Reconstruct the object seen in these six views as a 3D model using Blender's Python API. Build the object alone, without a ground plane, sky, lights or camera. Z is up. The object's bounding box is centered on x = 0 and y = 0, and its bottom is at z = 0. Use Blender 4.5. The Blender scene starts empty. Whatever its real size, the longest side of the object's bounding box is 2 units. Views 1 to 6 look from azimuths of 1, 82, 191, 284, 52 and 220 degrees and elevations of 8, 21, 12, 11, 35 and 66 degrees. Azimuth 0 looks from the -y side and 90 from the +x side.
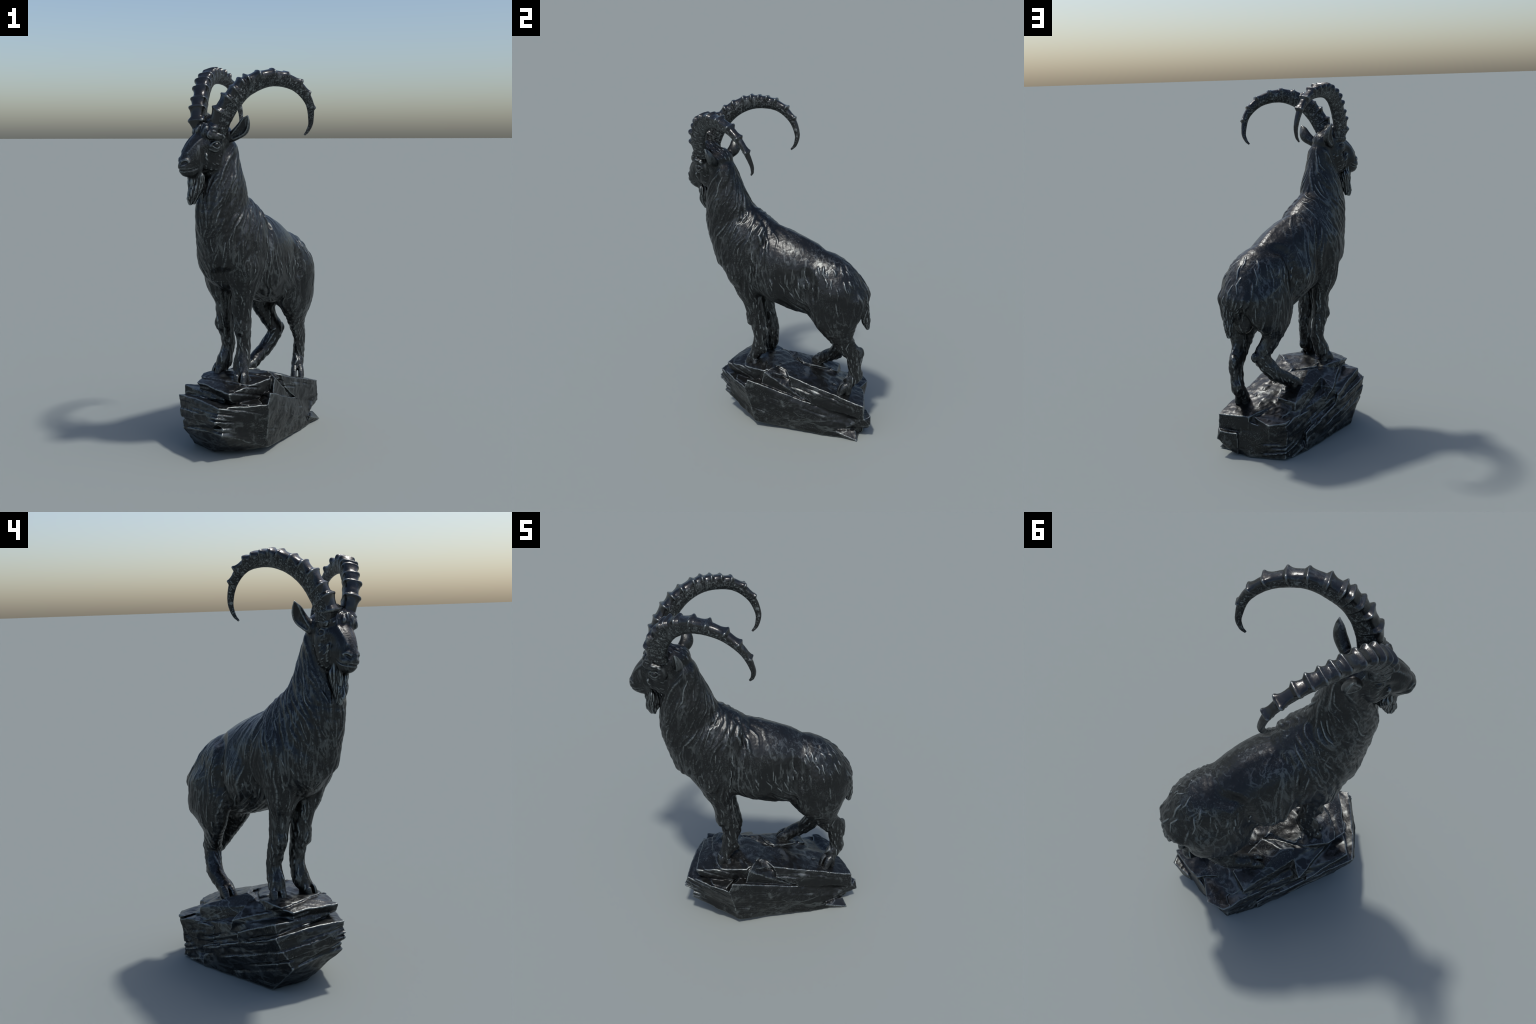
"""Dark bronze sculpture of a mountain ibex standing on a layered rock."""
import bpy, bmesh, math, random
import numpy as np
from mathutils import Vector, Matrix
from mathutils.kdtree import KDTree

rng = np.random.default_rng(7)
random.seed(7)
A = np.array


def unit(v):
    v = np.asarray(v, float)
    return v / np.linalg.norm(v)


# ------------------------------------------------------------------ noise
PERM = np.random.default_rng(11).permutation(256)
PERM = np.concatenate([PERM, PERM, PERM])
GRAD = np.random.default_rng(12).normal(size=(256, 3))
GRAD /= np.linalg.norm(GRAD, axis=1, keepdims=True)


def gnoise(P):
    """gradient noise, about -0.7..0.7"""
    I = np.floor(P).astype(np.int64)
    F = P - I
    I &= 255
    U = F * F * F * (F * (F * 6 - 15) + 10)
    out = 0
    for dx in (0, 1):
        wx = U[:, 0] if dx else 1 - U[:, 0]
        for dy in (0, 1):
            wy = U[:, 1] if dy else 1 - U[:, 1]
            for dz in (0, 1):
                wz = U[:, 2] if dz else 1 - U[:, 2]
                h = PERM[PERM[PERM[(I[:, 0] + dx) & 255] + ((I[:, 1] + dy) & 255)] + ((I[:, 2] + dz) & 255)]
                g = GRAD[h]
                out = out + wx * wy * wz * (g[:, 0] * (F[:, 0] - dx) + g[:, 1] * (F[:, 1] - dy) + g[:, 2] * (F[:, 2] - dz))
    return out


def fbm(P, n=3):
    a, s, o = 1.0, 1.0, 0
    for i in range(n):
        o = o + a * gnoise(P * s + 17.3 * i)
        a *= .5
        s *= 2.03
    return o


# ------------------------------------------------------------ implicit shapes
MARGIN = .05


def catmull(st, sub=5):
    st = np.asarray(st, float)
    p = np.vstack([2 * st[0] - st[1], st, 2 * st[-1] - st[-2]])
    out = []
    for i in range(len(st) - 1):
        a, b, c, d = p[i:i + 4]
        for k in range(sub):
            t = k / sub
            out.append(.5 * (2 * b + (c - a) * t + (2 * a - 5 * b + 4 * c - d) * t * t + (3 * b - a - 3 * c + d) * t ** 3))
    out.append(st[-1])
    return A(out)


class Tube:
    """flesh swept along a spine of stations (x, y, z, half width, half height)"""

    def __init__(self, st, side, sub=5):
        D = catmull(st, sub)
        self.C = D[:, :3]
        self.R = np.maximum(D[:, 3:], .003)
        self.T = np.gradient(self.C, axis=0)
        self.T /= np.linalg.norm(self.T, axis=1, keepdims=True)
        side = A(side, float)
        S = side - (self.T @ side)[:, None] * self.T
        self.S = S / np.linalg.norm(S, axis=1, keepdims=True)
        self.N = np.cross(self.S, self.T)
        self.mid = (self.C[1:] + self.C[:-1]) / 2
        big = self.R.max(1)
        self.rad = np.maximum(big[1:], big[:-1]) + np.linalg.norm(self.C[1:] - self.C[:-1], axis=1) / 2 + MARGIN

    def __call__(self, P):
        best = np.full(len(P), MARGIN)
        C, R = self.C, self.R
        lo, hi = P.min(0), P.max(0)
        gap = np.maximum(0, np.maximum(lo - self.mid, self.mid - hi))
        for i in np.nonzero((gap * gap).sum(1) < self.rad ** 2)[0]:
            ab = C[i + 1] - C[i]
            q = P - self.mid[i]
            m = np.nonzero(np.einsum('ij,ij->i', q, q) < self.rad[i] ** 2)[0]
            if not len(m):
                continue
            q = P[m] - C[i]
            t = np.clip(q @ ab / (ab @ ab), 0, 1)[:, None]
            q = q - t * ab
            t1 = t[:, 0]
            x, y, z = ((q @ B[i]) * (1 - t1) + (q @ B[i + 1]) * t1 for B in (self.S, self.N, self.T))
            r = R[i] * (1 - t) + R[i + 1] * t
            a, b = r[:, 0], r[:, 1]
            c = np.minimum(a, b)
            x, y, z = x / a, y / b, z / c
            k0 = np.sqrt(x * x + y * y + z * z) + 1e-9
            k1 = np.sqrt((x / a) ** 2 + (y / b) ** 2 + (z / c) ** 2) + 1e-9
            best[m] = np.minimum(best[m], k0 * (k0 - 1) / k1)
        return best


class Ball:
    """ellipsoid with its own axes"""

    def __init__(self, c, r, axes=np.eye(3)):
        self.c, self.r, self.ax = A(c, float), A(r, float), A(axes, float)

    def __call__(self, P):
        best = np.full(len(P), MARGIN)
        rad = self.r.max() + MARGIN
        gap = np.maximum(0, np.maximum(P.min(0) - self.c, self.c - P.max(0)))
        if gap @ gap > rad * rad:
            return best
        q = P - self.c
        m = np.nonzero((q * q).sum(1) < rad * rad)[0]
        if len(m):
            q = q[m] @ self.ax.T / self.r
            k0 = np.sqrt((q * q).sum(1)) + 1e-9
            k1 = np.sqrt(((q / self.r) ** 2).sum(1)) + 1e-9
            best[m] = np.minimum(MARGIN, k0 * (k0 - 1) / k1)
        return best


class Hull:
    """convex block of stone spanned by its corners"""

    def __init__(self, pts, grow=0.):
        bm = bmesh.new()
        for p in pts:
            bm.verts.new(p)
        bmesh.ops.convex_hull(bm, input=bm.verts)
        bm.normal_update()
        c = A(pts, float).mean(0)
        n, d = [], []
        for f in bm.faces:
            if f.calc_area() < 1e-7:
                continue
            nn = A(f.normal[:])
            dd = nn @ A(f.verts[0].co[:])
            if nn @ c > dd:
                nn, dd = -nn, -dd
            n.append(nn)
            d.append(dd + grow)
        self.n, self.d = A(n), A(d)
        bm.free()

    def __call__(self, P):
        f = np.full(len(P), -9.)
        for n, d in zip(self.n, self.d):
            f = np.maximum(f, P @ n - d)
        return f


def smin(a, b, k):
    h = np.maximum(k - np.abs(a - b), 0) / k
    return np.minimum(a, b) - h * h * k * .25


def smax(a, b, k):
    return -smin(-a, -b, k)


def tiled(fn, P, size=.07):
    """evaluate in small cubes of space so that far parts can be skipped"""
    key = np.floor((P - P.min(0)) / size).astype(np.int64)
    key = (key[:, 0] * 512 + key[:, 1]) * 512 + key[:, 2]
    order = np.argsort(key, kind='stable')
    cut = np.nonzero(np.diff(key[order]))[0] + 1
    out = np.empty(len(P))
    for j in np.split(order, cut):
        out[j] = fn(P[j])
    return out


def isosurface(fn, lo, hi, h, slack=1.2):
    """surface nets on a grid that is sampled only near the surface"""
    B = 4
    lo = A(lo, float)
    nb = np.ceil((A(hi) - lo) / (h * B)).astype(int)
    gi = np.stack(np.meshgrid(*[np.arange(n) for n in nb], indexing='ij'), -1).reshape(-1, 3)
    cf = tiled(fn, lo + (gi * B + (B - 1) / 2) * h, .12)
    act = gi[np.abs(cf) < B * h * .87 * slack]
    F = np.repeat(np.repeat(np.repeat(np.where(cf < 0, -1., 1.).astype(np.float32).reshape(nb), B, 0), B, 1), B, 2)
    off = np.stack(np.meshgrid(*[np.arange(B)] * 3, indexing='ij'), -1).reshape(-1, 3)
    idx = (act[:, None, :] * B + off[None]).reshape(-1, 3)
    F[idx[:, 0], idx[:, 1], idx[:, 2]] = tiled(fn, lo + idx * h)
    ins = F < 0
    nx, ny, nz = F.shape
    cnt = np.zeros((nx - 1, ny - 1, nz - 1), np.uint8)
    for d in np.ndindex(2, 2, 2):
        cnt += ins[d[0]:nx - 1 + d[0], d[1]:ny - 1 + d[1], d[2]:nz - 1 + d[2]]
    cells = np.argwhere((cnt > 0) & (cnt < 8))
    vid = np.full(cnt.shape, -1, np.int32)
    vid[tuple(cells.T)] = np.arange(len(cells))
    acc = np.zeros((len(cells), 3))
    num = np.zeros(len(cells))
    cor = list(np.ndindex(2, 2, 2))
    val = {c: F[tuple((cells + A(c)).T)].astype(float) for c in cor}
    for c in cor:
        for ax in range(3):
            if c[ax]:
                continue
            e = list(c)
            e[ax] = 1
            a, b = val[c], val[tuple(e)]
            m = (a < 0) != (b < 0)
            t = a[m] / (a[m] - b[m])
            p = np.tile(A(c, float), (m.sum(), 1))
            p[:, ax] += t
            acc[m] += p
            num[m] += 1
    V = lo + (cells + acc / num[:, None]) * h
    quads = []
    for ax in range(3):
        u, v = (ax + 1) % 3, (ax + 2) % 3
        sl0 = [slice(1, -1)] * 3
        sl1 = [slice(1, -1)] * 3
        sl0[ax] = slice(0, -1)
        sl1[ax] = slice(1, None)
        a, b = ins[tuple(sl0)], ins[tuple(sl1)]
        e = np.argwhere(a != b)
        base = e + 1
        base[:, ax] -= 1
        du, dv = np.zeros(3, int), np.zeros(3, int)
        du[u] = 1
        dv[v] = 1
        q = np.stack([vid[tuple(p.T)] for p in (base - du - dv, base - dv, base, base - du)], 1)
        flip = ~ins[tuple(base.T)]
        q[flip] = q[flip][:, ::-1]
        quads.append(q)
    Q = np.concatenate(quads)
    Q = Q[(Q >= 0).all(1)]
    return V, Q


def vertex_normals(V, Q):
    n = np.cross(V[Q[:, 2]] - V[Q[:, 0]], V[Q[:, 3]] - V[Q[:, 1]])
    N = np.zeros_like(V)
    for k in range(4):
        for ax in range(3):
            N[:, ax] += np.bincount(Q[:, k], n[:, ax], len(V))
    return N / np.maximum(np.linalg.norm(N, axis=1, keepdims=True), 1e-12)


def relax(V, Q, w=.5):
    """one step of averaging over the neighbours"""
    s = np.zeros_like(V)
    c = np.zeros(len(V))
    for k in range(4):
        i, j = Q[:, k], Q[:, (k + 1) % 4]
        for ax in range(3):
            s[:, ax] += np.bincount(i, V[j, ax], len(V)) + np.bincount(j, V[i, ax], len(V))
        c += np.bincount(i, minlength=len(V)) + np.bincount(j, minlength=len(V))
    return V * (1 - w) + w * s / np.maximum(c, 1)[:, None]


# ---------------------------------------------------------------- body frames
SIDE = A([.83, -.55, 0])                      # animal's left
LH = unit([.645, -.753, -.13])                # head: left, forward, up
FH = unit([-.76, -.65, 0])
UH = unit(np.cross(FH, LH))
FH = np.cross(LH, UH)
EYE = A([-.201, -.375, 1.617])                # midway between the eyes
HAX = A([FH, LH, UH])


def hp(f, l, u):
    return EYE + f * FH + l * LH + u * UH


def st(f, l, u, a, b):
    return tuple(hp(f, l, u)) + (a, b)


trunk = Tube([
    (.244, .392, .880, .112, .060), (.213, .335, .892, .126, .113), (.165, .240, .953, .142, .164),
    (.092, .144, .953, .163, .210), (.021, .008, 1.017, .165, .222), (-.081, -.132, 1.075, .171, .221),
    (-.092, -.176, 1.128, .158, .229), (-.138, -.253, 1.271, .119, .171), (-.138, -.279, 1.396, .102, .129),
    (-.138, -.289, 1.494, .080, .104), (-.134, -.286, 1.583, .071, .066)], SIDE)
hind_l = Tube([
    (.200, .264, .898, .145, .138), (.212, .264, .816, .118, .165), (.242, .256, .734, .077, .131),
    (.247, .294, .600, .039, .065), (.261, .351, .516, .028, .054), (.263, .356, .435, .027, .040),
    (.259, .364, .376, .030, .041), (.251, .332, .338, .034, .036)], SIDE)
hind_r = Tube([
    (.102, .323, .880, .084, .135), (.060, .315, .812, .062, .150), (.052, .300, .729, .057, .107),
    (.077, .302, .635, .043, .059), (.123, .324, .540, .040, .049), (.064, .296, .440, .040, .043),
    (.023, .256, .406, .037, .037), (.002, .233, .380, .038, .038)], SIDE)
fore_l = Tube([
    (-.025, -.208, .990, .066, .130), (-.034, -.208, .883, .056, .082), (-.050, -.185, .795, .050, .058),
    (-.051, -.169, .697, .048, .050), (-.042, -.147, .573, .032, .043), (-.054, -.165, .472, .044, .038),
    (-.054, -.182, .436, .042, .034)], SIDE)
fore_r = Tube([
    (-.156, -.118, 1.004, .101, .088), (-.164, -.110, .894, .075, .070), (-.146, -.096, .800, .045, .057),
    (-.144, -.081, .684, .037, .050), (-.127, -.054, .552, .034, .039), (-.148, -.069, .473, .038, .044),
    (-.153, -.070, .449, .037, .046)], SIDE)
tail_t = Tube([
    (.250, .390, .925, .042, .032), (.275, .410, .855, .033, .028), (.281, .415, .785, .027, .026),
    (.279, .424, .728, .021, .023), (.277, .432, .690, .013, .014)], SIDE)
head_t = Tube([
    (-.194, -.346, 1.590, .072, .127), (-.212, -.374, 1.596, .074, .090), (-.257, -.411, 1.563, .060, .069),
    (-.292, -.440, 1.511, .041, .055), (-.308, -.455, 1.502, .031, .042)], LH, 8)
jaw_t = Tube([
    (-.215, -.355, 1.510, .056, .052), (-.243, -.396, 1.523, .044, .037), (-.278, -.430, 1.482, .032, .0255)], LH)
skull = Ball((-.158, -.330, 1.655), (.068, .066, .058), HAX)
spine = Tube([tuple(trunk.C[i] + trunk.N[i] * s * (trunk.R[i, 1] - .0155)) + (.022, .016)
              for s in [1 if trunk.N[12, 2] > 0 else -1] for i in range(4, 31, 4)], SIDE, 4)
ham_l = Ball((.208, .348, .735), (.045, .045, .058))
ham = Ball((.112, .338, .775), (.060, .080, .080))
belly = Ball((-.046, .102, .955), (.092, .085, .110))
ribs = Ball((.070, -.050, .935), (.092, .085, .090))
brisket = Ball((-.150, -.358, .935), (.075, .060, .062))
point = Ball((-.022, -.268, 1.000), (.060, .052, .080))
crotch = Ball((.155, .330, .790), (.060, .060, .055))
poll = Ball((-.142, -.286, 1.645), (.046, .057, .058), HAX)
crown = Ball((-.188, -.358, 1.705), (.042, .060, .046), HAX)
beard_t = Tube([
    (-.254, -.391, 1.458, .046, .023), (-.253, -.394, 1.411, .034, .031), (-.272, -.402, 1.371, .021, .028),
    (-.284, -.401, 1.342, .010, .017), (-.290, -.402, 1.328, .004, .005)], LH)
beard_ends = [
    Tube([(-.262, -.398, 1.40, .014, .014), (-.272, -.398, 1.365, .013, .013), (-.270, -.395, 1.331, .003, .003)], LH),
    Tube([(-.270, -.415, 1.40, .012, .012), (-.286, -.417, 1.366, .010, .010), (-.302, -.414, 1.350, .003, .003)], LH),
    Tube([(-.235, -.405, 1.46, .010, .012), (-.243, -.408, 1.42, .010, .010), (-.257, -.412, 1.375, .004, .004)], LH),
    Tube([st(.058, .030, -.112, .010, .013), st(.062, .022, -.165, .011, .013), st(.068, .008, -.225, .006, .008)], LH),
    Tube([st(.058, -.030, -.112, .010, .013), st(.062, -.022, -.165, .011, .013), st(.068, -.008, -.225, .006, .008)], LH),
    Tube([st(.085, .018, -.135, .010, .012), st(.082, .012, -.180, .010, .012), st(.078, .004, -.235, .006, .008)], LH),
    Tube([st(.085, -.018, -.135, .010, .012), st(.082, -.012, -.180, .010, .012), st(.078, -.004, -.235, .006, .008)], LH),
    Tube([(-.275, -.375, 1.46, .010, .012), (-.272, -.380, 1.42, .010, .010), (-.276, -.392, 1.372, .004, .004)], LH),
]

# ears: (base, middle, tip) and the direction the cup opens to
EARS = []
for base, mid, tip, opens in (
        ((-.092, -.355, 1.638), (-.040, -.382, 1.680), (-.010, -.402, 1.744), (-.35, -.85, -.35)),
        ((-.205, -.262, 1.638), (-.198, -.215, 1.690), (-.214, -.198, 1.762), (-.95, .15, -.35))):
    base, mid, tip = A(base), A(mid), A(tip)
    opens = unit(opens)
    ax = unit(tip - base)
    wide = unit(np.cross(opens, ax))
    opens = np.cross(ax, wide)
    back = -opens * .009
    shell = Tube([tuple(base + back) + (.022, .020), tuple(base * .6 + mid * .4 + back) + (.029, .025), tuple(mid + back) + (.034, .024),
                  tuple(mid * .45 + tip * .55 + back * .5) + (.025, .015), tuple(tip) + (.004, .004)], wide, 6)
    hollow = Tube([tuple(base * .75 + mid * .25 + opens * .020) + (.012, .014), tuple(mid + opens * .016) + (.023, .016),
                   tuple(mid * .4 + tip * .6 + opens * .010) + (.014, .009), tuple(tip * .85 + mid * .15 + opens * .006) + (.004, .004)], wide, 6)
    EARS.append((shell, hollow))

# knees and hocks: (centre, radii)
JOINTS = [
    (2, Ball((.268, .392, .528), (.020, .022, .034))), (3, Ball((.158, .366, .548), (.019, .022, .030))),
    (4, Ball((-.056, -.200, .672), (.034, .026, .040))), (5, Ball((-.168, -.104, .676), (.030, .026, .038))),
    (4, Ball((-.030, -.140, .470), (.024, .024, .030))), (5, Ball((-.134, -.048, .476), (.024, .024, .030))),
    (2, Ball((.252, .384, .385), (.024, .020, .030))), (3, Ball((.036, .266, .392), (.022, .022, .026))),
]

# cloven hooves: (fetlock, toe, heading)
HOOVES = []
for fet, toe, head in (((-.055, -.188, .428), (-.061, -.226, .386), (-.5, -.86)),
                       ((-.160, -.074, .440), (-.200, -.094, .398), (-.86, -.5)),
                       ((.251, .322, .324), (.252, .264, .272), (0, -1)),
                       ((-.004, .226, .380), (-.054, .182, .346), (-.75, -.66))):
    hd = unit(list(head) + [0])
    sd = A([-hd[1], hd[0], 0])
    up = A([0, 0, 1.])
    toes = []
    for s in (-1, 1):
        f, t = A(fet) + sd * s * .014, A(toe) + sd * s * .0205
        heel = t - hd * .048
        toes.append(Tube([tuple(f) + (.020, .024), tuple(f * .55 + t * .45 + up * .003) + (.0215, .026),
                          tuple(t * .8 + f * .2 - up * .004) + (.0185, .019), tuple(t - up * .004) + (.0145, .010)], sd, 4))
        toes.append(Tube([tuple(f * .6 + heel * .4) + (.019, .020), tuple(heel) + (.020, .020)], sd, 3))
    cleft = [Ball(A(toe) + hd * .014 + up * .016, (.048, .0075, .060), [hd, sd, up]),
             Ball(A(toe) - hd * .05 + up * .012, (.030, .0040, .025), [hd, sd, up])]
    claws = [Ball(A(fet) - hd * .036 + sd * s * .015 + up * .020, (.013, .010, .016)) for s in (-1, 1)]
    HOOVES.append((toes, cleft, claws))


def bone(P):
    """bare head, before the face is cut into it"""
    return smin(smin(smin(head_t(P), jaw_t(P), .02), skull(P), .03), crown(P), .02)


def skin(o, d):
    """where a line from inside the head leaves it"""
    o, d = A(o), unit(d)
    t = np.arange(.0, .14, .0005)
    f = bone(o + t[:, None] * d)
    return o + d * t[np.nonzero(f < 0)[0].max()]


def sp(o, f, l, u, a, b, lift=0.):
    d = unit(f * FH + l * LH + u * UH)
    return tuple(skin(hp(*o), d) + d * lift) + (a, b)


brows, lids, sockets, hollows, nostrils, rims, pads, cheeks = [], [], [], [], [], [], [], []
for s in (-1, 1):
    brows.append(Ball(hp(.004, s * .070, .040), (.038, .021, .020), HAX))
    brows.append(Ball(hp(-.008, s * .057, -.012), (.044, .018, .040), HAX))
    for j in range(9):
        g = j / 8
        brows.append(Ball(hp(-.026 + .068 * g + rng.normal() * .003, s * (.077 - .022 * g * g), .036 + .008 * math.sin(3 * g) + rng.normal() * .003),
                          A([.009, .009, .013]) * (1 + .2 * rng.normal()), HAX))
    sockets.append(Ball(hp(.008, s * .094, -.001), (.024, .016, .018), HAX))
    hollows.append(Ball(hp(.060, s * .084, -.045), (.040, .024, .030), HAX))
    for v in (.0155, -.0165):
        lids.append(Tube([st(-.020, s * .071, -.003, .003, .003), st(-.006, s * .078, v * .8, .004, .0045), st(.010, s * .078, v * .92, .0045, .005),
                          st(.024, s * .071, v * .5, .004, .0045), st(.033, s * .063, -.007, .003, .003)], UH, 5))
    lids.append(Tube([st(-.018, s * .073, -.020, .004, .004), st(.008, s * .076, -.029, .006, .006), st(.034, s * .064, -.022, .004, .004)], UH, 5))
    nostrils.append(Tube([sp((.110, 0, -.100), .85, s * .28, .00, .003, .003), sp((.110, 0, -.100), .8, s * .45, .14, .006, .0045),
                          sp((.110, 0, -.100), .65, s * .72, .32, .0035, .0035)], UH, 5))
    rims.append(Tube([sp((.110, 0, -.100), .8, s * .26, .30, .005, .005, -.002), sp((.110, 0, -.100), .7, s * .55, .48, .007, .006, -.001),
                      sp((.110, 0, -.100), .50, s * .85, .38, .006, .006, -.002)], UH, 5))
    pads.append(Ball(hp(.120, s * .022, -.112), (.028, .020, .016), HAX))
    rims.append(Tube([sp((.030, 0, -.030), .35, s * .50, .8, .007, .006, -.003), sp((.070, 0, -.055), .35, s * .50, .8, .008, .006, -.003),
                      sp((.105, 0, -.085), .45, s * .45, .75, .007, .005, -.003)], UH, 5))
    rims.append(Tube([sp((.030, 0, -.050), .3, s, 0, .008, .006, -.003), sp((.022, 0, -.085), .3, s, 0, .010, .007, -.003),
                      sp((.020, 0, -.115), .3, s, 0, .007, .005, -.003)], UH, 5))
    cheeks.append(Ball(hp(-.010, s * .044, -.078), (.044, .022, .052), HAX))
mouth = Tube([sp((.085, 0, -.128 + .007 * t * t), math.cos(t), math.sin(t), 0, .0045, .0035) for t in np.linspace(-1.6, 1.6, 11)], UH, 4)
tuft = []
for i in range(34):
    l = (i / 33 - .5) * .150
    for r in range(3):
        tuft.append(Ball(hp(.036 - 3.5 * l * l + rng.normal() * .005 + r * .009, l, .080 - r * .014 - 1.6 * l * l + rng.normal() * .005),
                         A([.011, .0062, .015]) * (1 + .25 * rng.normal()), HAX))

NAMES = ['torso', 'neck', 'hindlimb', 'hindlimb', 'forelimb', 'forelimb', 'tail', 'head', 'beard', 'ear', 'ear', 'hoof', 'hoof', 'hoof', 'hoof']


def parts(P):
    T = smin(smin(trunk(P), spine(P), .02), belly(P), .04)
    T = smax(smin(smin(T, ribs(P), .04), crotch(P), .03), -brisket(P), .04)
    hd = bone(P)
    hd = smin(hd, poll(P), .03)
    far = np.linalg.norm(np.maximum(0, np.maximum(P.min(0) - EYE, EYE - P.max(0)))) > .26
    for group, k, cut in ((cheeks, .015, 0), (hollows, .030, 1), (sockets, .010, 1), (brows, .009, 0), (lids, .010, 0), (pads, .012, 0), (rims, .010, 0), (nostrils, .004, 1), (tuft, .007, 0)):
        if far:
            break
        for b in group:
            hd = smax(hd, -b(P), k) if cut else smin(hd, b(P), k)
    if not far:
        hd = smax(hd, -mouth(P), .003)
    bd = beard_t(P)
    for b in beard_ends:
        bd = smin(bd, b(P), .006)
    ears = [smax(a(P), -b(P), .006) for a, b in EARS]
    hoofs = []
    for toes, cleft, claws in HOOVES:
        f = np.full(len(P), MARGIN)
        for i in (0, 2):
            g = smin(toes[i](P), toes[i + 1](P), .01)
            f = np.minimum(f, g)
        for c in claws:
            f = smin(f, c(P), .006)
        for c in cleft:
            f = smax(f, -c(P), .003)
        hoofs.append(f)
    limbs = {2: hind_l(P), 3: hind_r(P), 4: fore_l(P), 5: fore_r(P)}
    limbs[3] = smin(limbs[3], ham(P), .035)
    limbs[4] = smin(limbs[4], point(P), .03)
    limbs[2] = smin(limbs[2], ham_l(P), .03)
    for k, b in JOINTS:
        limbs[k] = smin(limbs[k], b(P), .014)
    return T, limbs[2], limbs[3], limbs[4], limbs[5], tail_t(P), hd, bd, ears, hoofs


def body(P):
    T, hl, hr, fl, fr, tl, hd, bd, ears, hf = parts(P)
    fl, fr, hl, hr = (smin(a, b, .006) for a, b in ((fl, hf[0]), (fr, hf[1]), (hl, hf[2]), (hr, hf[3])))
    f = smin(T, hl, .035)
    f = np.minimum(f, smin(T, hr, .035))
    f = np.minimum(f, smin(T, fl, .03))
    f = np.minimum(f, smin(T, fr, .03))
    f = smin(f, tl, .014)
    h = smin(hd, bd, .012)
    for e in ears:
        h = smin(h, e, .010)
    return smin(f, h, .014)


# ------------------------------------------------------------- surface relief
def ridged(P, M, warp=.35):
    q = P @ M.T
    q = q + warp * np.stack([gnoise(q * .6 + 5), gnoise(q * .6 + 31), gnoise(q * .6 + 77)], 1)
    n = gnoise(q)
    return 1 - np.minimum(1, np.abs(n) * 3.2)


def stretch(direction, across, along):
    """noise space squeezed so that features run along a direction"""
    d = unit(direction)
    u = unit(np.cross(d, [.3, .5, .81]))
    v = np.cross(d, u)
    return A([u * across, v * across, d * along])


def smooth(a, b, x):
    t = np.clip((x - a) / (b - a), 0, 1)
    return t * t * (3 - 2 * t)


def flow(p, o):
    """the way the hair lies"""
    if o == 1:
        return A([-.28, -.34, -.90])
    if o == 8:
        return A([-.06, -.03, -1.])
    if o in (7, 9, 10):
        return -FH - .5 * UH
    if o == 3 and p[2] < .56:
        return A([-.55, -.45, -.72])
    if o in (2, 3, 4, 5, 6) or o >= 11:
        return A([.02, .05, -1.])
    s = -.55 * p[0] - .83 * p[1]
    if s > .12:
        return A([-.12, -.18, -1.])
    b = smooth(.95, .84, p[2])
    return A([.10 + .35 * b, .12 + .5 * b, -1.])


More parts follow.
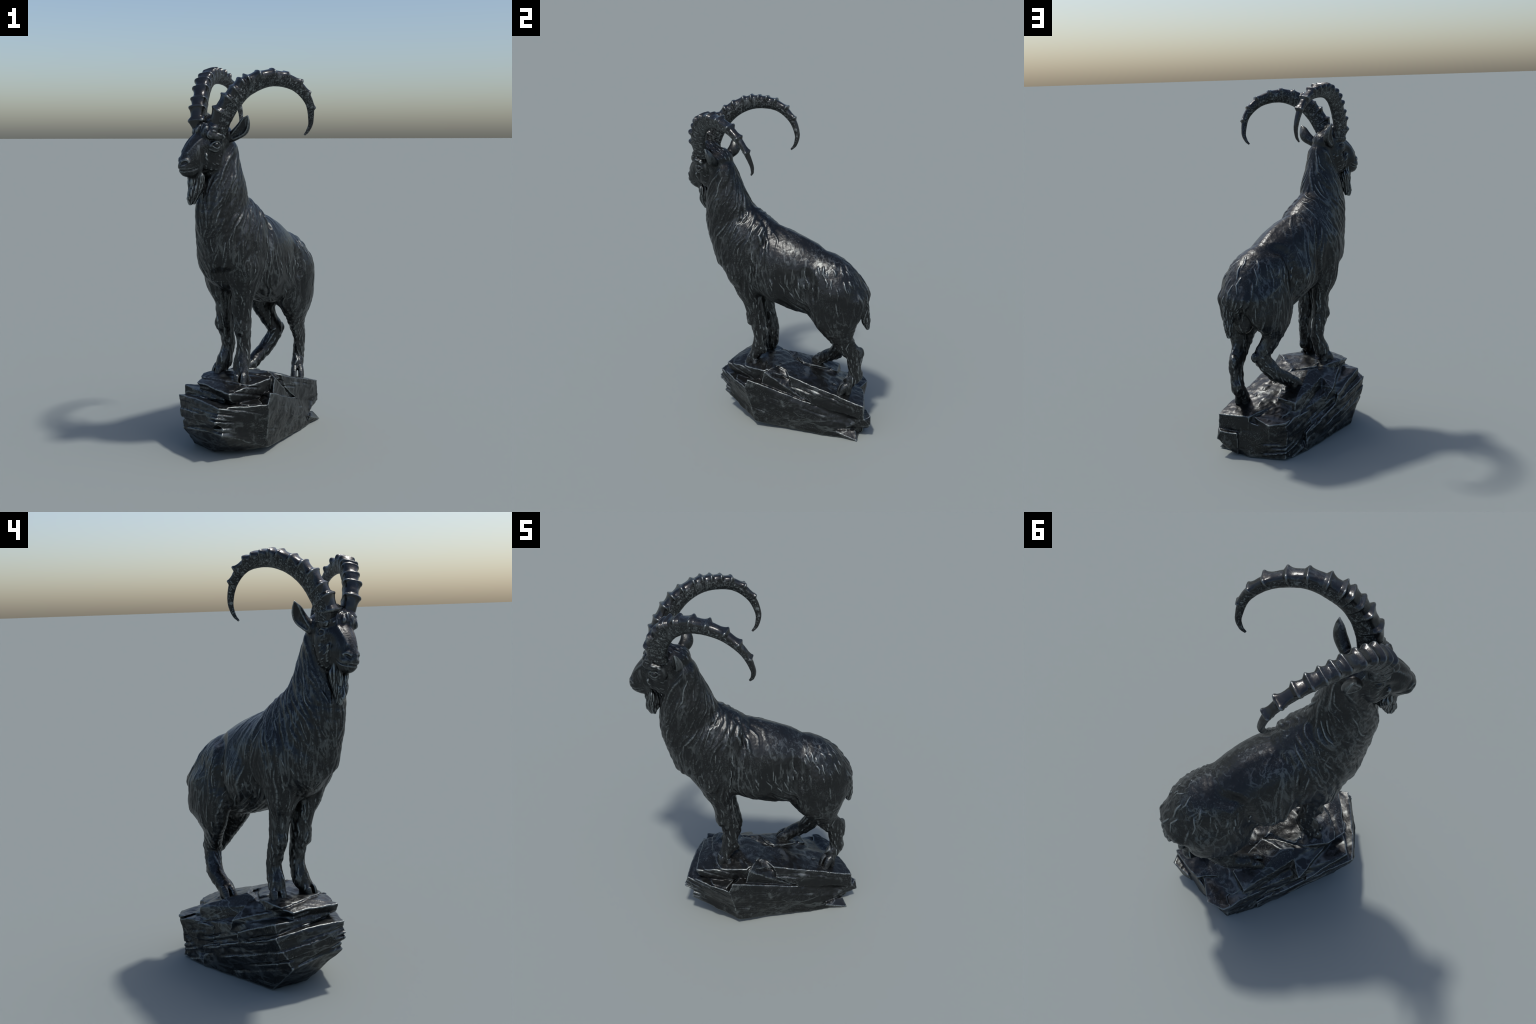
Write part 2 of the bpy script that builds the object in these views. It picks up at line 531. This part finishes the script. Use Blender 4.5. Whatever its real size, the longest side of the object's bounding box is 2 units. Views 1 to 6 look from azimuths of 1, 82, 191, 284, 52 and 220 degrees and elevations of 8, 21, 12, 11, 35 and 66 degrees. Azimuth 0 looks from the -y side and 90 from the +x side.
def locks(V, N, own, seed=5):
    """raised locks of hair, drawn as ridges that follow the flow over the skin"""
    kd = KDTree(len(V))
    for i, v in enumerate(V):
        kd.insert(v, i)
    kd.balance()
    r = np.random.default_rng(seed)
    H = np.zeros(len(V))
    kept, kspace = np.zeros((0, 3)), np.zeros(0)
    s = V @ A([-.55, -.83, 0])
    tries = [r.permutation(np.nonzero(own == o)[0])[:m] for o, m in ((1, 2500), (0, 5000), (2, 1800), (3, 1800), (4, 1500), (5, 1500), (6, 900), (8, 900), (7, 2500))]
    broad = r.permutation(np.nonzero((own == 1) | ((own == 0) & (s > .02)) | ((own == 0) & (V[:, 2] < .95)))[0])[:1500]
    for n_try, i in enumerate(np.concatenate([broad] + tries)):
        p, o = V[i], own[i]
        if n_try < len(broad):
            sp_, ln, am, w = .040, r.uniform(.14, .34), .0066, .0150
        elif o == 1:
            sp_, ln, am, w = .030, r.uniform(.08, .30), .0050, .0085
        elif o == 0:
            low = p[2] + .25 * s[i] < 1.02
            if s[i] < -.10 and N[i, 2] > -.1 and r.random() < .85:
                continue
            if s[i] > .10:
                sp_, ln, am, w = .030, r.uniform(.05, .18), .0044, .0072
            elif low:
                sp_, ln, am, w = .031, r.uniform(.03, .12), .0054, .0075
            elif s[i] < -.12 and (p[2] > .80 or r.random() < .7):
                continue
            elif N[i, 2] > .25:
                sp_, ln, am, w = .090, r.uniform(.03, .06), .0010, .006
            else:
                sp_, ln, am, w = .100, r.uniform(.05, .18), .0028, .007
        elif o in (2, 3) and (N[i, 2] > .05 or (p[2] > .72 and r.random() < .85)):
            continue
        elif o in (2, 3):
            sp_, ln, am, w = (.055, r.uniform(.03, .12), .0036, .0070) if p[2] > .62 else (.024, r.uniform(.02, .10), .0038, .0066)
        elif o in (4, 5):
            sp_, ln, am, w = .030, r.uniform(.02, .10), .0038, .0064
        elif o == 6:
            sp_, ln, am, w = .012, r.uniform(.04, .09), .0050, .0065
        elif o == 8:
            sp_, ln, am, w = .011, r.uniform(.06, .12), .0066, .0066
        elif o == 7:
            if (p - EYE) @ FH > .06 or abs((p - EYE) @ UH) < .045:
                continue
            sp_, ln, am, w = .018, r.uniform(.015, .04), .0022, .005
        else:
            continue
        if len(kept) and (np.linalg.norm(kept - p, axis=1) < np.minimum(kspace, sp_)).any():
            continue
        kept = np.vstack([kept, p])
        kspace = np.append(kspace, sp_)
        step = w * .40
        n_ = max(4, int(ln / step))
        am *= r.uniform(.25, 1.25)
        w *= r.uniform(.75, 1.25)
        bend = r.uniform(-.3, .3)
        q = p.copy()
        for k in range(n_):
            co, j, dist = kd.find(q)
            if own[j] != o and not {own[j], o} <= {0, 1, 2, 3, 4, 5}:
                break
            nn = N[j]
            q = q - nn * ((q - V[j]) @ nn)
            t = (k + .5) / n_
            a = am * min(1, 4 * t) ** .7 * min(1, 2.2 * (1 - t)) ** .8
            ww = w * (.6 + .4 * math.sin(math.pi * t)) + .001
            for c2, j2, d2 in kd.find_range(q, ww):
                x = 1 - d2 / ww
                v = a * x * (1.6 - .6 * x)
                if v > H[j2]:
                    H[j2] = v
            f = flow(q, own[j])
            d = f - nn * (f @ nn)
            ld = np.linalg.norm(d)
            if ld < .12:
                break
            d /= ld
            d = d + np.cross(nn, d) * ((.3 if o == 8 else 1.) * (bend * (1 if t < .5 else -1) + .5 * gnoise(q[None] * 16)[0]))
            q = q + d * step
    return H, kd


# folds of skin: points on the body, depth, half width
FOLDS = [
    ([(-.057, -.163, 1.346), (.039, -.091, 1.268), (.075, -.115, 1.191), (.075, -.15, 1.10), (.062, -.175, 1.006), (.042, -.156, .921)], .008, .024),
    ([(.238, .085, 1.045), (.246, .108, .970), (.222, .112, .885)], .022, .060),
    ([(-.028, -.205, 1.382), (-.02, -.204, 1.314), (-.027, -.242, 1.298)], .008, .018),
    ([(.100, .255, 1.125), (.010, .225, 1.105), (-.020, .220, 1.040), (-.015, .205, .93), (-.025, .201, .845)], .024, .055),
    ([(-.13, -.05, 1.20), (-.105, -.01, 1.10), (-.10, -.005, 1.0), (-.138, -.037, .897)], .008, .024),
    ([(.207, .444, .86), (.203, .440, .80), (.19, .42, .74)], .008, .020),
]


def folds(V, kd):
    H = np.zeros(len(V))
    for pts, depth, w in FOLDS:
        path = catmull(pts, 14)
        for k, q in enumerate(path):
            co, j, d = kd.find(q)
            t = k / (len(path) - 1)
            a = depth * min(1, 5 * t + .2) * min(1, 5 * (1 - t) + .2)
            for c2, j2, d2 in kd.find_range(V[j], w):
                H[j2] = max(H[j2], a * (1 - (d2 / w) ** 2) ** 2)
    return -H


def coat(P, own):
    """lumps and grain under the locks"""
    leg = np.isin(own, [2, 3, 4, 5]) * (1 - smooth(.68, .80, P[:, 2]))
    face = np.isin(own, [7, 9, 10]) | (own >= 11)
    trunk_ = (1 - leg) * (~face)
    h = leg * (.0042 * gnoise(P * 24) + .0022 * gnoise(P * 55)) + trunk_ * (.0026 * gnoise(P * A([14, 14, 8])) + .0012 * gnoise(P * 40))
    return h + np.where(face, .0005, .0008) * fbm(P * 75, 2)


# -------------------------------------------------------------- mesh helpers
def make_mesh(name, V, Q, mat, smooth_shade=True):
    me = bpy.data.meshes.new(name)
    me.vertices.add(len(V))
    me.vertices.foreach_set('co', np.ascontiguousarray(V, np.float32).ravel())
    n = Q.shape[1]
    me.loops.add(len(Q) * n)
    me.loops.foreach_set('vertex_index', np.ascontiguousarray(Q, np.int32).ravel())
    me.polygons.add(len(Q))
    me.polygons.foreach_set('loop_start', np.arange(0, len(Q) * n, n, dtype=np.int32))
    me.update(calc_edges=True)
    if smooth_shade:
        me.polygons.foreach_set('use_smooth', np.ones(len(Q), bool))
    me.materials.append(mat)
    me.validate()
    ob = bpy.data.objects.new(name, me)
    bpy.context.scene.collection.objects.link(ob)
    return ob


# ------------------------------------------------------------------ materials
def bronze(name, wear_lo, wear_hi, streak=(1, 1, 1), scale=30., streak_amt=.5, grain=.4, worn=(.215, .236, .236), rough=.34, metal=.85, patches=(.40, .62), dark=(.031, .0325, .0335), vein=.45, vein_scale=16., vmap=(1, 1, .3)):
    m = bpy.data.materials.new(name)
    m.use_nodes = True
    nt = m.node_tree
    N, L = nt.nodes, nt.links
    N.clear()

    def node(t, **k):
        n = N.new(t)
        for a, v in k.items():
            if a in n.inputs.keys():
                n.inputs[a].default_value = v
            else:
                setattr(n, a, v)
        return n

    def math_(op, a, b=None, clamp=False):
        n = N.new('ShaderNodeMath')
        n.operation = op
        n.use_clamp = clamp
        for i, v in enumerate((a, b)):
            if v is None:
                continue
            if isinstance(v, (int, float)):
                n.inputs[i].default_value = v
            else:
                L.new(v, n.inputs[i])
        return n.outputs[0]

    def ramp(x, lo, hi, inter='EASE'):
        r = N.new('ShaderNodeValToRGB')
        r.color_ramp.interpolation = inter
        r.color_ramp.elements[0].position = lo
        r.color_ramp.elements[1].position = hi
        L.new(x, r.inputs[0])
        return r.outputs[0]

    out = node('ShaderNodeOutputMaterial')
    bs = node('ShaderNodeBsdfPrincipled')
    L.new(bs.outputs[0], out.inputs[0])
    tc = node('ShaderNodeTexCoord')
    mp = node('ShaderNodeMapping')
    mp.inputs['Scale'].default_value = streak
    L.new(tc.outputs['Object'], mp.inputs[0])
    ns = node('ShaderNodeTexNoise', Scale=scale, Detail=4., Roughness=.6, Distortion=.6)
    L.new(mp.outputs[0], ns.inputs['Vector'])
    nf = node('ShaderNodeTexNoise', Scale=150., Detail=3., Roughness=.65)
    L.new(tc.outputs['Object'], nf.inputs['Vector'])
    nl = node('ShaderNodeTexNoise', Scale=9., Detail=3.)
    L.new(tc.outputs['Object'], nl.inputs['Vector'])
    geo = node('ShaderNodeNewGeometry')
    edge = ramp(geo.outputs['Pointiness'], wear_lo, wear_hi)
    patch = ramp(nl.outputs[0], *patches)
    streaks = ramp(ns.outputs[0], .54, .66)
    fine = ramp(nf.outputs[0], .52, .68)
    # soft worn veins where the relief has been rubbed
    mv = node('ShaderNodeMapping')
    mv.inputs['Scale'].default_value = vmap
    mv.inputs['Location'].default_value = (3.1, 1.7, .4)
    L.new(tc.outputs['Object'], mv.inputs[0])
    nv = node('ShaderNodeTexNoise', Scale=vein_scale, Detail=3.5, Roughness=.55, Distortion=.5)
    L.new(mv.outputs[0], nv.inputs['Vector'])
    ng = node('ShaderNodeTexNoise', Scale=6.5, Detail=2.)
    L.new(mv.outputs[0], ng.inputs['Vector'])
    line = ramp(math_('SUBTRACT', 1., math_('ABSOLUTE', math_('SUBTRACT', nv.outputs[0], .5))), .955, .995)
    veins = math_('MULTIPLY', math_('MULTIPLY', line, ramp(ng.outputs[0], .46, .60)), vein)
    veins = math_('MULTIPLY', veins, math_('ADD', .25, math_('MULTIPLY', nf.outputs[0], 1.1)))
    w = math_('MULTIPLY', edge, math_('ADD', .45, math_('MULTIPLY', nf.outputs[0], 1.0)))
    w2 = math_('MULTIPLY', math_('MULTIPLY', streaks, streak_amt), math_('ADD', .3, patch))
    w3 = math_('MULTIPLY', math_('MULTIPLY', fine, grain), math_('MULTIPLY', patch, .8))
    wear = math_('MAXIMUM', math_('MAXIMUM', w, w2), math_('MAXIMUM', w3, veins), clamp=True)
    mix = node('ShaderNodeMix', data_type='RGBA')
    mix.inputs[6].default_value = dark + (1,)
    mix.inputs[7].default_value = worn + (1,)
    L.new(wear, mix.inputs[0])
    L.new(mix.outputs[2], bs.inputs['Base Color'])
    bs.inputs['Metallic'].default_value = metal
    rr = math_('ADD', rough - .06, math_('MULTIPLY', nl.outputs[0], .12))
    L.new(math_('ADD', rr, math_('MULTIPLY', wear, .14)), bs.inputs['Roughness'])
    bp = node('ShaderNodeBump', Strength=.35, Distance=.003)
    hsum = math_('ADD', math_('MULTIPLY', ns.outputs[0], .7), math_('MULTIPLY', nf.outputs[0], .5))
    L.new(hsum, bp.inputs['Height'])
    L.new(bp.outputs[0], bs.inputs['Normal'])
    return m


M_BODY = bronze('bronze_coat', .505, .54, (1, 1, .25), 45, .28, .32)
M_HORN = bronze('bronze_horn', .507, .55, (1, 1, 1), 70, .75, .9, rough=.45, patches=(.15, .45))
M_EYE = bronze('bronze_eye', .7, .8, (1, 1, 1), 60, .1, .1, rough=.27, vein=0.)
M_PLATE = bronze('bronze_horn_front', .512, .57, (1, 1, 1), 34, .15, .15, rough=.25, dark=(.048, .049, .050), vein=.25)  # dark base lightened to carry the glints and sky reflection on the horn fronts
M_ROCK = bronze('bronze_rock', .507, .55, (1, 1, 1), 18, .35, .5, vein=.5, vmap=(.35, .35, 1.1), vein_scale=13.)

root = bpy.data.objects.new('ibex_sculpture', None)
bpy.context.scene.collection.objects.link(root)
root['label'] = 'dark bronze sculpture of a long-horned ibex on a layered rock'
root['category'] = 'animal sculpture'

# ---------------------------------------------------------------------- body
V, Q = isosurface(body, (-.37, -.52, .22), (.38, .48, 1.79), .0030)
V = relax(V, Q, .3)
soft = V
for i in range(6):
    soft = relax(soft, Q, .5)
key = np.floor(V / .08).astype(int)
key = (key[:, 0] * 64 + key[:, 1]) * 64 + key[:, 2]
order = np.argsort(key, kind='stable')
rows = np.zeros((14, len(V)))
for j in np.split(order, np.nonzero(np.diff(key[order]))[0] + 1):
    p = parts(V[j])
    rows[:, j] = A(list(p[:8]) + list(p[8]) + list(p[9]))
T, hl, hr, fl, fr, tl, hd, bd = rows[:8]
ears, hf = rows[8:10], rows[10:14]
nk = np.where(V[:, 2] + .35 * (V @ A([-.55, -.83, 0])) > 1.27, T - 1e-4, 1.)
own = np.argmin(np.stack([T, nk, hl - .006, hr - .006, fl - .006, fr - .006, tl, hd, bd, ears[0], ears[1]] + [h + .004 for h in hf], 1), 1)
own = np.where((own == 2) & (V[:, 2] > .95), 0, own)
V = np.where(((own <= 6))[:, None], soft, V)
V = relax(V, Q, .25)
Nn = vertex_normals(V, Q)
H, kd = locks(V, Nn, own)
V = V + Nn * (H + folds(V, kd) + coat(V, own) - .0008)[:, None]
Nn = vertex_normals(V, Q)
fown = np.sort(own[Q], axis=1)[:, 1]
made = {}
for k, nm in enumerate(NAMES):
    sel = Q[fown == k]
    if not len(sel):
        continue
    used, inv = np.unique(sel, return_inverse=True)
    ob = make_mesh(nm, V[used], inv.reshape(-1, 4), M_BODY)
    ob.data.normals_split_custom_set_from_vertices([tuple(n) for n in Nn[used]])
    made[k] = ob
for k, ob in made.items():
    par = {11: 4, 12: 5, 13: 2, 14: 3, 8: 7, 9: 7, 10: 7}.get(k)
    ob.parent = made[par] if par is not None and par in made else root

# ---------------------------------------------------------------------- eyes
for s in (-1, 1):
    bm = bmesh.new()
    bmesh.ops.create_uvsphere(bm, u_segments=24, v_segments=14, radius=.0165)
    me = bpy.data.meshes.new('eye')
    bm.to_mesh(me)
    bm.free()
    me.polygons.foreach_set('use_smooth', [True] * len(me.polygons))
    me.materials.append(M_EYE)
    me.transform(Matrix.Translation(Vector(hp(.005, s * .070, -.002))))
    ob = bpy.data.objects.new('eye', me)
    bpy.context.scene.collection.objects.link(ob)
    ob.parent = made[7]

# --------------------------------------------------------------------- horns
HORNS = [
    ([(-.153, -.402, 1.672, .037, .042), (-.135, -.421, 1.738, .039, .050), (-.087, -.4225, 1.813, .038, .0475), (-.018, -.404, 1.881, .037, .046),
      (.097, -.363, 1.921, .034, .040), (.211, -.294, 1.897, .027, .0315), (.283, -.233, 1.819, .019, .022),
      (.297, -.194, 1.723, .0120, .0140), (.283, -.186, 1.676, .008, .0095), (.265, -.190, 1.653, .005, .005)],
     [.030, .095, .160, .207, .250, .278, .334, .399, .467, .545, .614, .692]),
    ([(-.241, -.338, 1.672, .037, .042), (-.246, -.338, 1.742, .041, .048), (-.235, -.276, 1.848, .040, .045), (-.217, -.188, 1.919, .038, .042),
      (-.184, -.082, 1.949, .034, .038), (-.130, .030, 1.929, .028, .030), (-.088, .100, 1.860, .020, .0215),
      (-.066, .127, 1.775, .0140, .0155), (-.064, .115, 1.715, .009, .0105), (-.072, .090, 1.684, .005, .005)],
     [.050, .102, .149, .210, .262, .312, .370, .410, .450, .494, .540, .605, .672])]
for hi, (sts, knots) in enumerate(HORNS):
    D = catmull(sts, 60)
    s = np.r_[0, np.cumsum(np.linalg.norm(np.diff(D[:, :3], axis=0), axis=1))]
    nr, nu = 560, 56
    sv = np.linspace(0, s[-1], nr)
    D = np.stack([np.interp(sv, s, D[:, k]) for k in range(5)], 1)
    C = D[:, :3]
    Tn = np.gradient(C, axis=0)
    Tn /= np.linalg.norm(Tn, axis=1, keepdims=True)
    # outward = away from the centre of the arc
    cen = C[nr // 6: -nr // 8].mean(0) + A([0, 0, -.05])
    out = C - cen
    out -= (out * Tn).sum(1, keepdims=True) * Tn
    out /= np.linalg.norm(out, axis=1, keepdims=True)
    sd = np.cross(Tn, out)
    th = np.linspace(0, 2 * np.pi, nu, endpoint=False)
    co, si = np.cos(th), np.sin(th)          # co>0 : front of the horn
    r2 = np.random.default_rng(40 + hi)
    jit = r2.uniform(.0080, .0138, len(knots))
    rings = []
    for i in range(nr):
        u = sv[i] / s[-1]
        a, b = D[i, 3], D[i, 4]
        # section: broad flat front with two edges, narrower back
        e = np.where(co > 0, 2 / 2.8, 1.)
        x = np.sign(co) * np.abs(co) ** e * b * np.where(co > 0, .93, 1.02 + .16 * smooth(.55, .1, u))
        y = np.sign(si) * np.abs(si) ** e * a * .88 * (1 - .22 * smooth(.2, -1., co))
        lift = np.zeros(nu)
        side = np.zeros(nu)
        for kn, ks in enumerate(knots):
            d = sv[i] - ks
            prev = knots[kn - 1] if kn else 0.
            w = .0125 if d > 0 else min(.040, .85 * (ks - prev))
            p = min(1., 1.12 * max(0., 1 - abs(d) / w))
            p = p ** (.9 if d > 0 else 2.4)
            amp = jit[kn] * min(1, (s[-1] - ks) / .25 + .25)
            lift = np.maximum(lift, p * amp * smooth(.02, .50, co) * (.62 + .50 * np.exp(-((np.abs(si) - .68) / .26) ** 2) + .10 * np.sin(3 * th + kn * 2.1)))
            bow = d + .010 * (1 - co) * .5
            side = np.maximum(side, max(0, 1) * np.maximum(0, 1 - np.abs(bow) / .0075) * .0026 * smooth(-.95, -.2, co))
        fold = .0012 * gnoise(np.stack([np.full(nu, sv[i] * 60), co * 1.2, si * 1.2 + 7 * hi], 1)) * (1 - .5 * u)
        h = lift + side + fold
        rings.append(C[i] + out[i] * (x + co * h)[:, None] + sd[i] * (y + si * h)[:, None])
    Vh = np.concatenate(rings + [C[:1], C[-1:]])
    q = []
    i0 = np.arange(nu)
    i1 = (i0 + 1) % nu
    for i in range(nr - 1):
        q.append(np.stack([i * nu + i0, i * nu + i1, (i + 1) * nu + i1, (i + 1) * nu + i0], 1))
    q = np.concatenate(q)
    capi = nr * nu
    caps = np.concatenate([np.stack([np.full(nu, capi), i1, i0, i0], 1)[:0], np.zeros((0, 4), int)])
    ob = make_mesh('horn', Vh[:capi], q, M_HORN)
    ob.data.materials.append(M_PLATE)
    front = np.tile(co + np.roll(co, -1) > .62, nr - 1)
    ob.data.polygons.foreach_set('material_index', front.astype(np.int32))
    bm = bmesh.new()
    bm.from_mesh(ob.data)
    bmesh.ops.holes_fill(bm, edges=[e for e in bm.edges if e.is_boundary])
    bmesh.ops.recalc_face_normals(bm, faces=bm.faces)
    bm.to_mesh(ob.data)
    bm.free()
    ob.data.polygons.foreach_set('use_smooth', [True] * len(ob.data.polygons))
    ob.parent = made[7]

# ---------------------------------------------------------------------- rock
BLOCKS = [
    # front plateau under the forefeet
    [(-.111, -.354, .365), (.094, -.154, .390), (.098, -.100, .402), (.010, .060, .374), (-.166, .007, .386), (-.257, -.081, .392),
     (-.288, -.176, .373), (-.060, -.200, .393), (-.190, -.090, .411), (-.108, -.345, .335), (-.079, -.307, .300), (.045, -.211, .31),
     (.10, -.15, .34), (0, .06, .3), (-.2, 0, .3), (-.275, -.17, .338)],
    # second layer on the right
    [(.122, -.158, .390), (.172, -.018, .288), (.222, .102, .190), (.098, -.1, .4), (.0, .1, .3), (.09, -.2, .2), (.2, .12, .05), (0, -.1, .2)],
    # rear slab
    [(.154, -.012, .361), (.075, -.03, .385), (.010, .060, .375), (.040, .301, .265), (.193, .426, .230), (.369, .378, .217), (.368, .382, .140),
     (.193, .426, .160), (.240, .118, .200), (.178, -.005, .295), (.30, .28, .13), (.04, .30, .19)],
    # middle slab under the lifted hind foot
    [(-.196, -.004, .364), (-.052, .343, .288), (.046, .304, .298), (.02, .1, .37), (-.04, .17, .342), (-.085, .258, .222), (-.150, .100, .27), (-.09, .09, .387), (-.14, .06, .366), (-.215, 0, .30), (-.051, .350, .228), (.04, .30, .24),
     (-.18, 0, .3), (.05, .1, .28)],
    # low rear plate
    [(-.017, .469, .225), (.069, .485, .208), (.163, .409, .222), (-.06, .32, .225), (-.12, .26, .215), (-.025, .449, .125), (.07, .465, .12),
     (.17, .40, .12), (-.13, .26, .14), (.1, .2, .2)],
    # left upper steps
    [(-.235, .134, .296), (-.251, -.096, .362), (-.19, 0, .36), (-.16, .07, .350), (-.194, .150, .236), (-.26, -.1, .29), (-.1, .1, .2)],
    [(-.353, -.102, .335), (-.353, -.11, .285), (-.14, -.315, .325), (-.13, -.30, .28), (-.26, .10, .25), (-.25, .10, .2), (-.1, -.1, .33), (-.1, 0, .2)],
    # left lower mass
    [(-.387, -.112, .281), (-.387, -.129, .246), (-.162, -.387, .301), (-.172, -.392, .223), (-.358, -.178, .135), (-.305, -.226, .309), (-.285, -.280, .240),
     (-.286, -.212, .144), (-.307, -.073, 0), (-.29, -.03, .24), (0, -.1, .3), (.05, -.27, .29), (-.1, 0, .1)],
    [(-.387, -.112, .281), (-.387, -.129, .246), (-.110, .318, .105), (-.358, -.178, .135), (-.11, .318, 0), (-.307, -.073, 0), (-.24, .05, 0), (-.157, .19, 0),
     (-.25, -.10, .27), (-.03, .25, .09), (0, .1, .1)],
    # undercut front
    [(-.141, -.371, .187), (-.147, -.375, .158), (-.09, -.24, .02), (-.358, -.178, .129), (-.286, -.212, .144), (-.307, -.073, 0),
     (-.198, -.214, .004), (.08, -.22, .042), (.075, -.222, .14), (-.2, -.1, .2)],
    # big right facet and core
    [(.097, -.259, .340), (.086, -.277, .289), (.305, .242, .085), (.08, -.22, .042), (.135, -.05, 0), (.230, .125, 0), (.32, .248, 0),
     (.19, .434, 0), (-.012, .458, .008), (.30, .37, 0), (.33, .36, .1), (-.09, -.24, .02), (-.2, -.1, 0), (0, 0, .27), (-.025, .449, .12), (-.11, .31, .0)],
    # bulge at the rear right corner
    [(.375, .418, .089), (.352, .430, .140), (.370, .385, .140), (.26, .43, .13), (.30, .43, .06), (.26, .42, 0), (.323, .286, .07), (.3, .3, .13), (.2, .3, .05)],
    # thin spur on the ground
    [(.384, .333, .004), (.327, .224, .052), (.328, .279, .053), (.342, .335, .045), (.30, .24, 0), (.30, .37, 0), (.25, .3, .05), (.38, .33, 0)],
    # wall on the left between the low ledge and the upper slabs
    [(-.117, .246, .218), (-.272, .043, .277), (-.353, -.102, .333), (-.353, -.115, .280), (-.280, .025, .222), (-.158, .176, .165), (-.095, .300, .108),
     (-.06, .33, .22), (-.19, -.27, .315), (0, 0, .3), (0, .2, .2)],
    # back wall and front wall
    [(.193, .424, .200), (.362, .380, .160), (.070, .455, .175), (-.018, .448, .125), (-.012, .456, .008), (.07, .440, 0), (.19, .434, 0), (.30, .385, 0), (.352, .388, .10), (.1, .2, .1)],
    [(-.162, -.386, .299), (-.168, -.385, .223), (-.130, -.345, .170), (-.023, -.282, .285), (.086, -.274, .285), (.08, -.240, .13), (-.02, -.26, .13), (0, -.1, .2)],
    # solid heart just under the top faces
    [(-.100, -.325, .335), (.085, -.150, .362), (.09, -.1, .385), (-.26, -.165, .340), (-.165, 0, .366), (0, .055, .370), (.09, -.05, .390), (-.200, .108, .262), (.148, -.005, .335), (.345, .365, .190),
     (.19, .41, .205), (.045, .295, .280), (-.03, .32, .270), (0, .45, .2), (-.03, .44, .02), (.3, .33, .02), (-.12, .2, .02), (-.2, -.1, .02), (.08, -.18, .05)],
]
HULLS = [Hull(b, .0035) for b in BLOCKS]
BED = unit([.16, .27, .95])
beds = [(.035 + .031 * i + .006 * math.sin(5 * i), .55 + .45 * math.sin(2.3 * i) ** 2) for i in range(12)]
STEP = np.random.default_rng(3).uniform(-1, 1, 64)


def rock(P):
    W = P + .0065 * np.stack([gnoise(P * 11 + 3), gnoise(P * 11 + 51), gnoise(P * 11 + 97)], 1) \
        + .0030 * np.stack([gnoise(P * 30 + 5), gnoise(P * 30 + 55), gnoise(P * 30 + 99)], 1)
    W[:, 2] = np.where(P[:, 2] < .03, P[:, 2], W[:, 2])
    f = HULLS[0](W)
    for hgt in HULLS[1:]:
        f = smin(f, hgt(W), .007)
    near = np.abs(f) < .05
    q = P[near]
    w = q @ BED + .012 * gnoise(q * 5) + .004 * gnoise(q * 22)
    cut = np.zeros(len(q))
    for b, a in beds:
        cut = np.maximum(cut, a * np.exp(-((w - b) / .0045) ** 2) * smooth(-.05, .25, gnoise(q * 6 + b * 91)))
    cell = gnoise(q * 9 + 40)
    # beds stand proud of one another
    lay = w / .043 + 6.4
    i = np.floor(lay).astype(int)
    t = smooth(.90, 1., lay - i)
    ledge = STEP[i % 64] * (1 - t) + STEP[(i + 1) % 64] * t
    calm = 1 - .65 * smooth(.06, .16, q[:, 0]) * smooth(.30, .2, q[:, 2])
    cut, ledge = cut * calm, ledge * calm
    f[near] -= .0062 * ledge * smooth(-.25, .15, gnoise(q * 4.5 + 60)) * smooth(.43, .33, q[:, 2] + .27 * q[:, 1])
    f[near] += .010 * cut + .005 * cell + .0040 * np.abs(gnoise(q * 24 + 8)) + .0010 * gnoise(q * 70)
    return np.maximum(f, .0005 - P[:, 2])


Vr, Qr = isosurface(rock, (-.43, -.44, -.012), (.42, .52, .45), .0040)
ob = make_mesh('rock', Vr, Qr, M_ROCK)
ob.parent = root
for o in bpy.data.objects:
    o.select_set(False)
